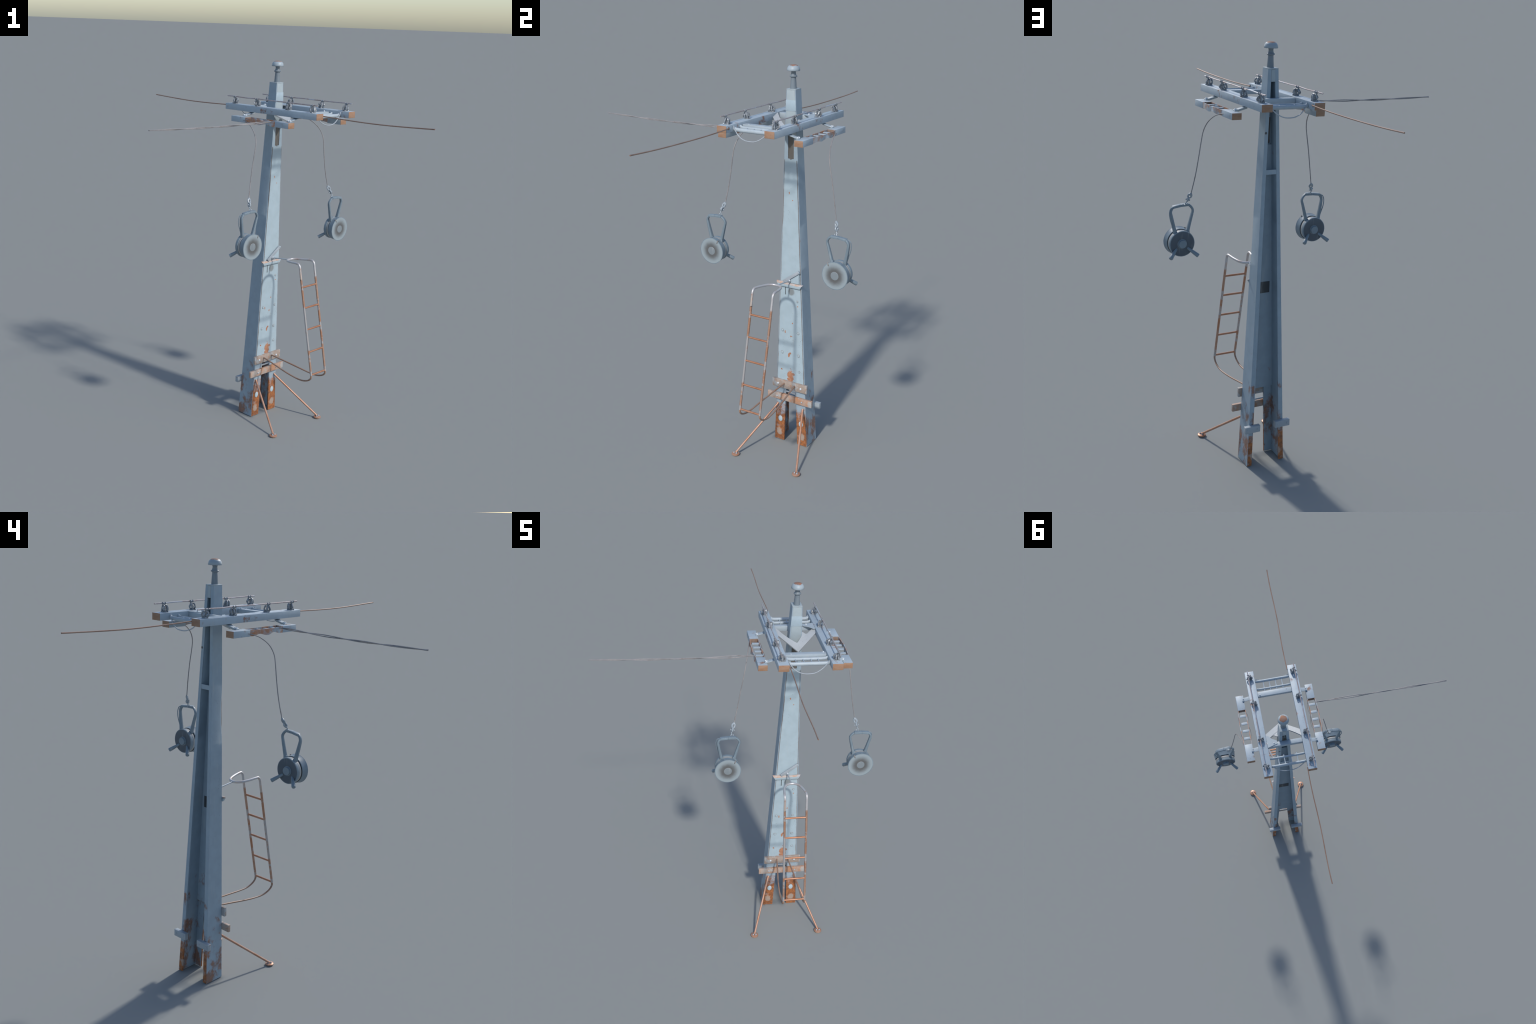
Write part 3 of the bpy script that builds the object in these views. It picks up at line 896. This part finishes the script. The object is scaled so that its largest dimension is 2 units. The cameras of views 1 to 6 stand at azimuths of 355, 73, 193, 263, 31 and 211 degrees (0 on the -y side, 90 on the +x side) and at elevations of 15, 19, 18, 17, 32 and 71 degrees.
# ------------------------------------------------------------------ hanging lamps
def hanging_lamp(s):
    cx, cz = s * 0.3455, 1.0835
    lamp = bpy.data.objects.new('hanging_lamp', None)
    bpy.context.scene.collection.objects.link(lamp)
    lamp.parent = TOP
    # drum: back flange, belt grooves, front flange
    bm = bmesh.new()
    prof = [(0.022, 0.1385), (0.0575, 0.1370), (0.0605, 0.1385), (0.0615, 0.1430), (0.0605, 0.1530), (0.0585, 0.1545), (0.0560, 0.1550),
            (0.0585, 0.1560), (0.0595, 0.1610), (0.0585, 0.1665), (0.0540, 0.1675), (0.0540, 0.1700), (0.0605, 0.1710), (0.0625, 0.1730),
            (0.0655, 0.1990), (0.0672, 0.2030), (0.0640, 0.2036)]
    mats = [1, 0, 0, 0, 0, 2, 2, 3, 3, 3, 2, 2, 0, 0, 0, 0]
    lathe(bm, prof, P(cx, 0, cz), 'F', 44, mats)
    bmesh.ops.delete(bm, geom=[f for f in bm.faces if len(f.verts) > 10 and f.calc_center_median().y < -0.2], context='FACES_ONLY')
    finish('lamp_drum', bm, [M_LAMP, M_LAMPBACK, M_DARK, M_GROOVE], parent=lamp, smooth=30)
    # reflector with its hub
    bm = bmesh.new()
    lathe(bm, [(0.0640, 0.2036), (0.0600, 0.2005), (0.0500, 0.1945), (0.0380, 0.1900), (0.0290, 0.1890), (0.0235, 0.1905), (0.001, 0.1905)],
          P(cx, 0, cz), 'F', 44)
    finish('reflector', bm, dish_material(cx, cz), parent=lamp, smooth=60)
    bm = bmesh.new()
    lathe(bm, [(0.0250, 0.1880), (0.0246, 0.2000), (0.0238, 0.2030), (0.0205, 0.2035), (0.0195, 0.2045), (0.001, 0.2050)], P(cx, 0, cz), 'F', 32)
    finish('front_hub', bm, M_HUB, parent=lamp)
    bm = bmesh.new()
    lathe(bm, [(0.0225, 0.1400), (0.0225, 0.1375), (0.0200, 0.1370), (0.0192, 0.1290), (0.0178, 0.1272), (0.001, 0.1270)], P(cx, 0, cz), 'F', 28)
    finish('back_hub', bm, M_LAMP, parent=lamp)
    # clip and crack line on the reflector
    bm = bmesh.new()
    tube(bm, smooth_path([P(cx - s * 0.038, 0.1990, cz + 0.058), P(cx - s * 0.034, 0.2035, cz + 0.047), P(cx - s * 0.030, 0.1965, cz + 0.035),
                          P(cx - s * 0.024, 0.1930, cz + 0.021)], 4), lambda t: 0.0038 * (1 - 0.75 * t), 6)
    finish('clip', bm, M_CLIP, parent=lamp)
    # two pegs at the back
    for q in (-1, 1):
        bm = bmesh.new()
        a = P(cx + q * 0.0275, 0.1420, cz - 0.0230)
        b = P(cx + q * 0.0675, 0.1065, cz - 0.0550)
        d = (b - a).normalized()
        tube(bm, [a, lerp(a, b, 0.35), lerp(a, b, 0.6), b - d * 0.003, b], lambda t: (0.0066, 0.0074, 0.0088, 0.0098, 0.0085)[int(round(t * 4))], 12)
        finish('peg', bm, M_LAMP, parent=lamp)
    # yoke: flat bow of bars standing on the drum
    sx = lambda v: s * v
    side_out = [P(sx(0.3740), 0.1560, 1.1330), P(sx(0.3790), 0.1575, 1.1560), P(sx(0.3900), 0.1620, 1.2100), P(sx(0.3925), 0.1640, 1.2330), P(sx(0.3850), 0.1655, 1.2480), P(sx(0.3760), 0.1665, 1.2545)]
    side_in = [P(sx(0.3110), 0.1640, 1.1330), P(sx(0.3050), 0.1640, 1.1560), P(sx(0.2900), 0.1655, 1.2100), P(sx(0.2850), 0.1665, 1.2320), P(sx(0.2930), 0.1680, 1.2480), P(sx(0.3060), 0.1690, 1.2590)]
    for name, pts, big in (('yoke_arm', side_out, 1.0), ('yoke_arm', side_in, 0.9)):
        bm = bmesh.new()
        tube(bm, smooth_path(pts, 3), lambda t: (0.0125 - 0.0042 * min(1, t * 1.9)) * big, 8, flat=0.80)
        finish(name, bm, M_LAMP, parent=lamp)
        bm = bmesh.new()
        p = pts[0]
        hexa(bm, [p + Vector((-0.009, -0.010, -0.006)), p + Vector((0.009, -0.010, -0.006)), p + Vector((0.009, 0.010, -0.006)), p + Vector((-0.009, 0.010, -0.006))],
             [p + Vector((-0.0065, -0.007, 0.012)), p + Vector((0.0065, -0.007, 0.012)), p + Vector((0.0065, 0.007, 0.012)), p + Vector((-0.0065, 0.007, 0.012))], 0.0015)
        finish('yoke_foot', bm, M_LAMP, parent=lamp)
    bm = bmesh.new()
    a, b = P(sx(0.3830), 0.1650, 1.2530), P(sx(0.3040), 0.1690, 1.2590)
    w, h = Vector((0, 0.0095, 0)), Vector((0, 0, 0.0058))
    m_ = lerp(a, b, 0.5) + Vector((0, 0, 0.0022))
    for p, q in ((a, m_), (m_, b)):
        hexa(bm, [p - w - h, p + w - h, p + w + h, p - w + h], [q - w - h, q + w - h, q + w + h, q - w + h], 0.0014)
    finish('yoke_bow', bm, M_LAMP, parent=lamp)
    # cord looping from the yoke down to the drum on the outer side
    wire('lamp_cord', [P(sx(0.3810), 0.1600, 1.2540), P(sx(0.3960), 0.1570, 1.2470), P(sx(0.4020), 0.1540, 1.2270), P(sx(0.3985), 0.1520, 1.1980),
                       P(sx(0.3900), 0.1530, 1.1700), P(sx(0.3840), 0.1540, 1.1500)], 0.0024, M_LAMP, 5, 6).parent = lamp
    # shackle and knots
    bm = bmesh.new()
    top, bot = P(sx(0.3090), 0.1280, 1.3225), P(sx(0.3265), 0.1545, 1.2650)
    ax = (bot - top).normalized()
    e1 = ax.cross(Vector((0, 1, 0.2))).normalized(); e2 = ax.cross(e1)
    for t, r, tw in ((0.24, 0.0088, 0.3), (0.55, 0.0078, 1.7)):
        c = lerp(top, bot, t)
        u = e1 * math.cos(tw) + e2 * math.sin(tw)
        tube(bm, [c + u * r * 0.8 * math.cos(q) + ax * r * 1.25 * math.sin(q) for q in (2 * math.pi * i / 14 for i in range(14))], 0.0046, 7, closed=True)
    tube(bm, [lerp(top, bot, t) for t in (-0.02, 0.05, 0.15, 0.2)], lambda t: 0.0036 + 0.0030 * math.sin(t * math.pi), 8)
    tube(bm, [lerp(top, bot, t) + e1 * 0.002 * math.sin(t * 30) for t in (0.6, 0.7, 0.8, 0.9, 1.0, 1.08)], lambda t: 0.0028, 7)
    for q in (-1, 1):
        disc(bm, lerp(top, bot, 0.58) + e1 * 0.008 * q, e1 * q, 0.0038, 0.003, 8)
    disc(bm, bot + Vector((-sx(0.010), 0, 0.0000)), (0, 0, 1), 0.0035, 0.0035, 8, dome=0.4)
    finish('shackle', bm, M_SHACKLE, parent=lamp)
    # suspension cable from the tray
    pts = [P(sx(0.2225), -0.0180, 1.6990), P(sx(0.2262), 0.0035, 1.6955), P(sx(0.2375), 0.0480, 1.6790), P(sx(0.2500), 0.0920, 1.6455), P(sx(0.2600), 0.1160, 1.6020),
           P(sx(0.2690), 0.1190, 1.5500), P(sx(0.2790), 0.1175, 1.4900), P(sx(0.2930), 0.1200, 1.4050), P(sx(0.3090), 0.1280, 1.3225)]
    wire('suspension_cable', pts, 0.0024, M_CABLE, 7).parent = lamp
    return lamp

for s in (-1, 1):
    hanging_lamp(s)
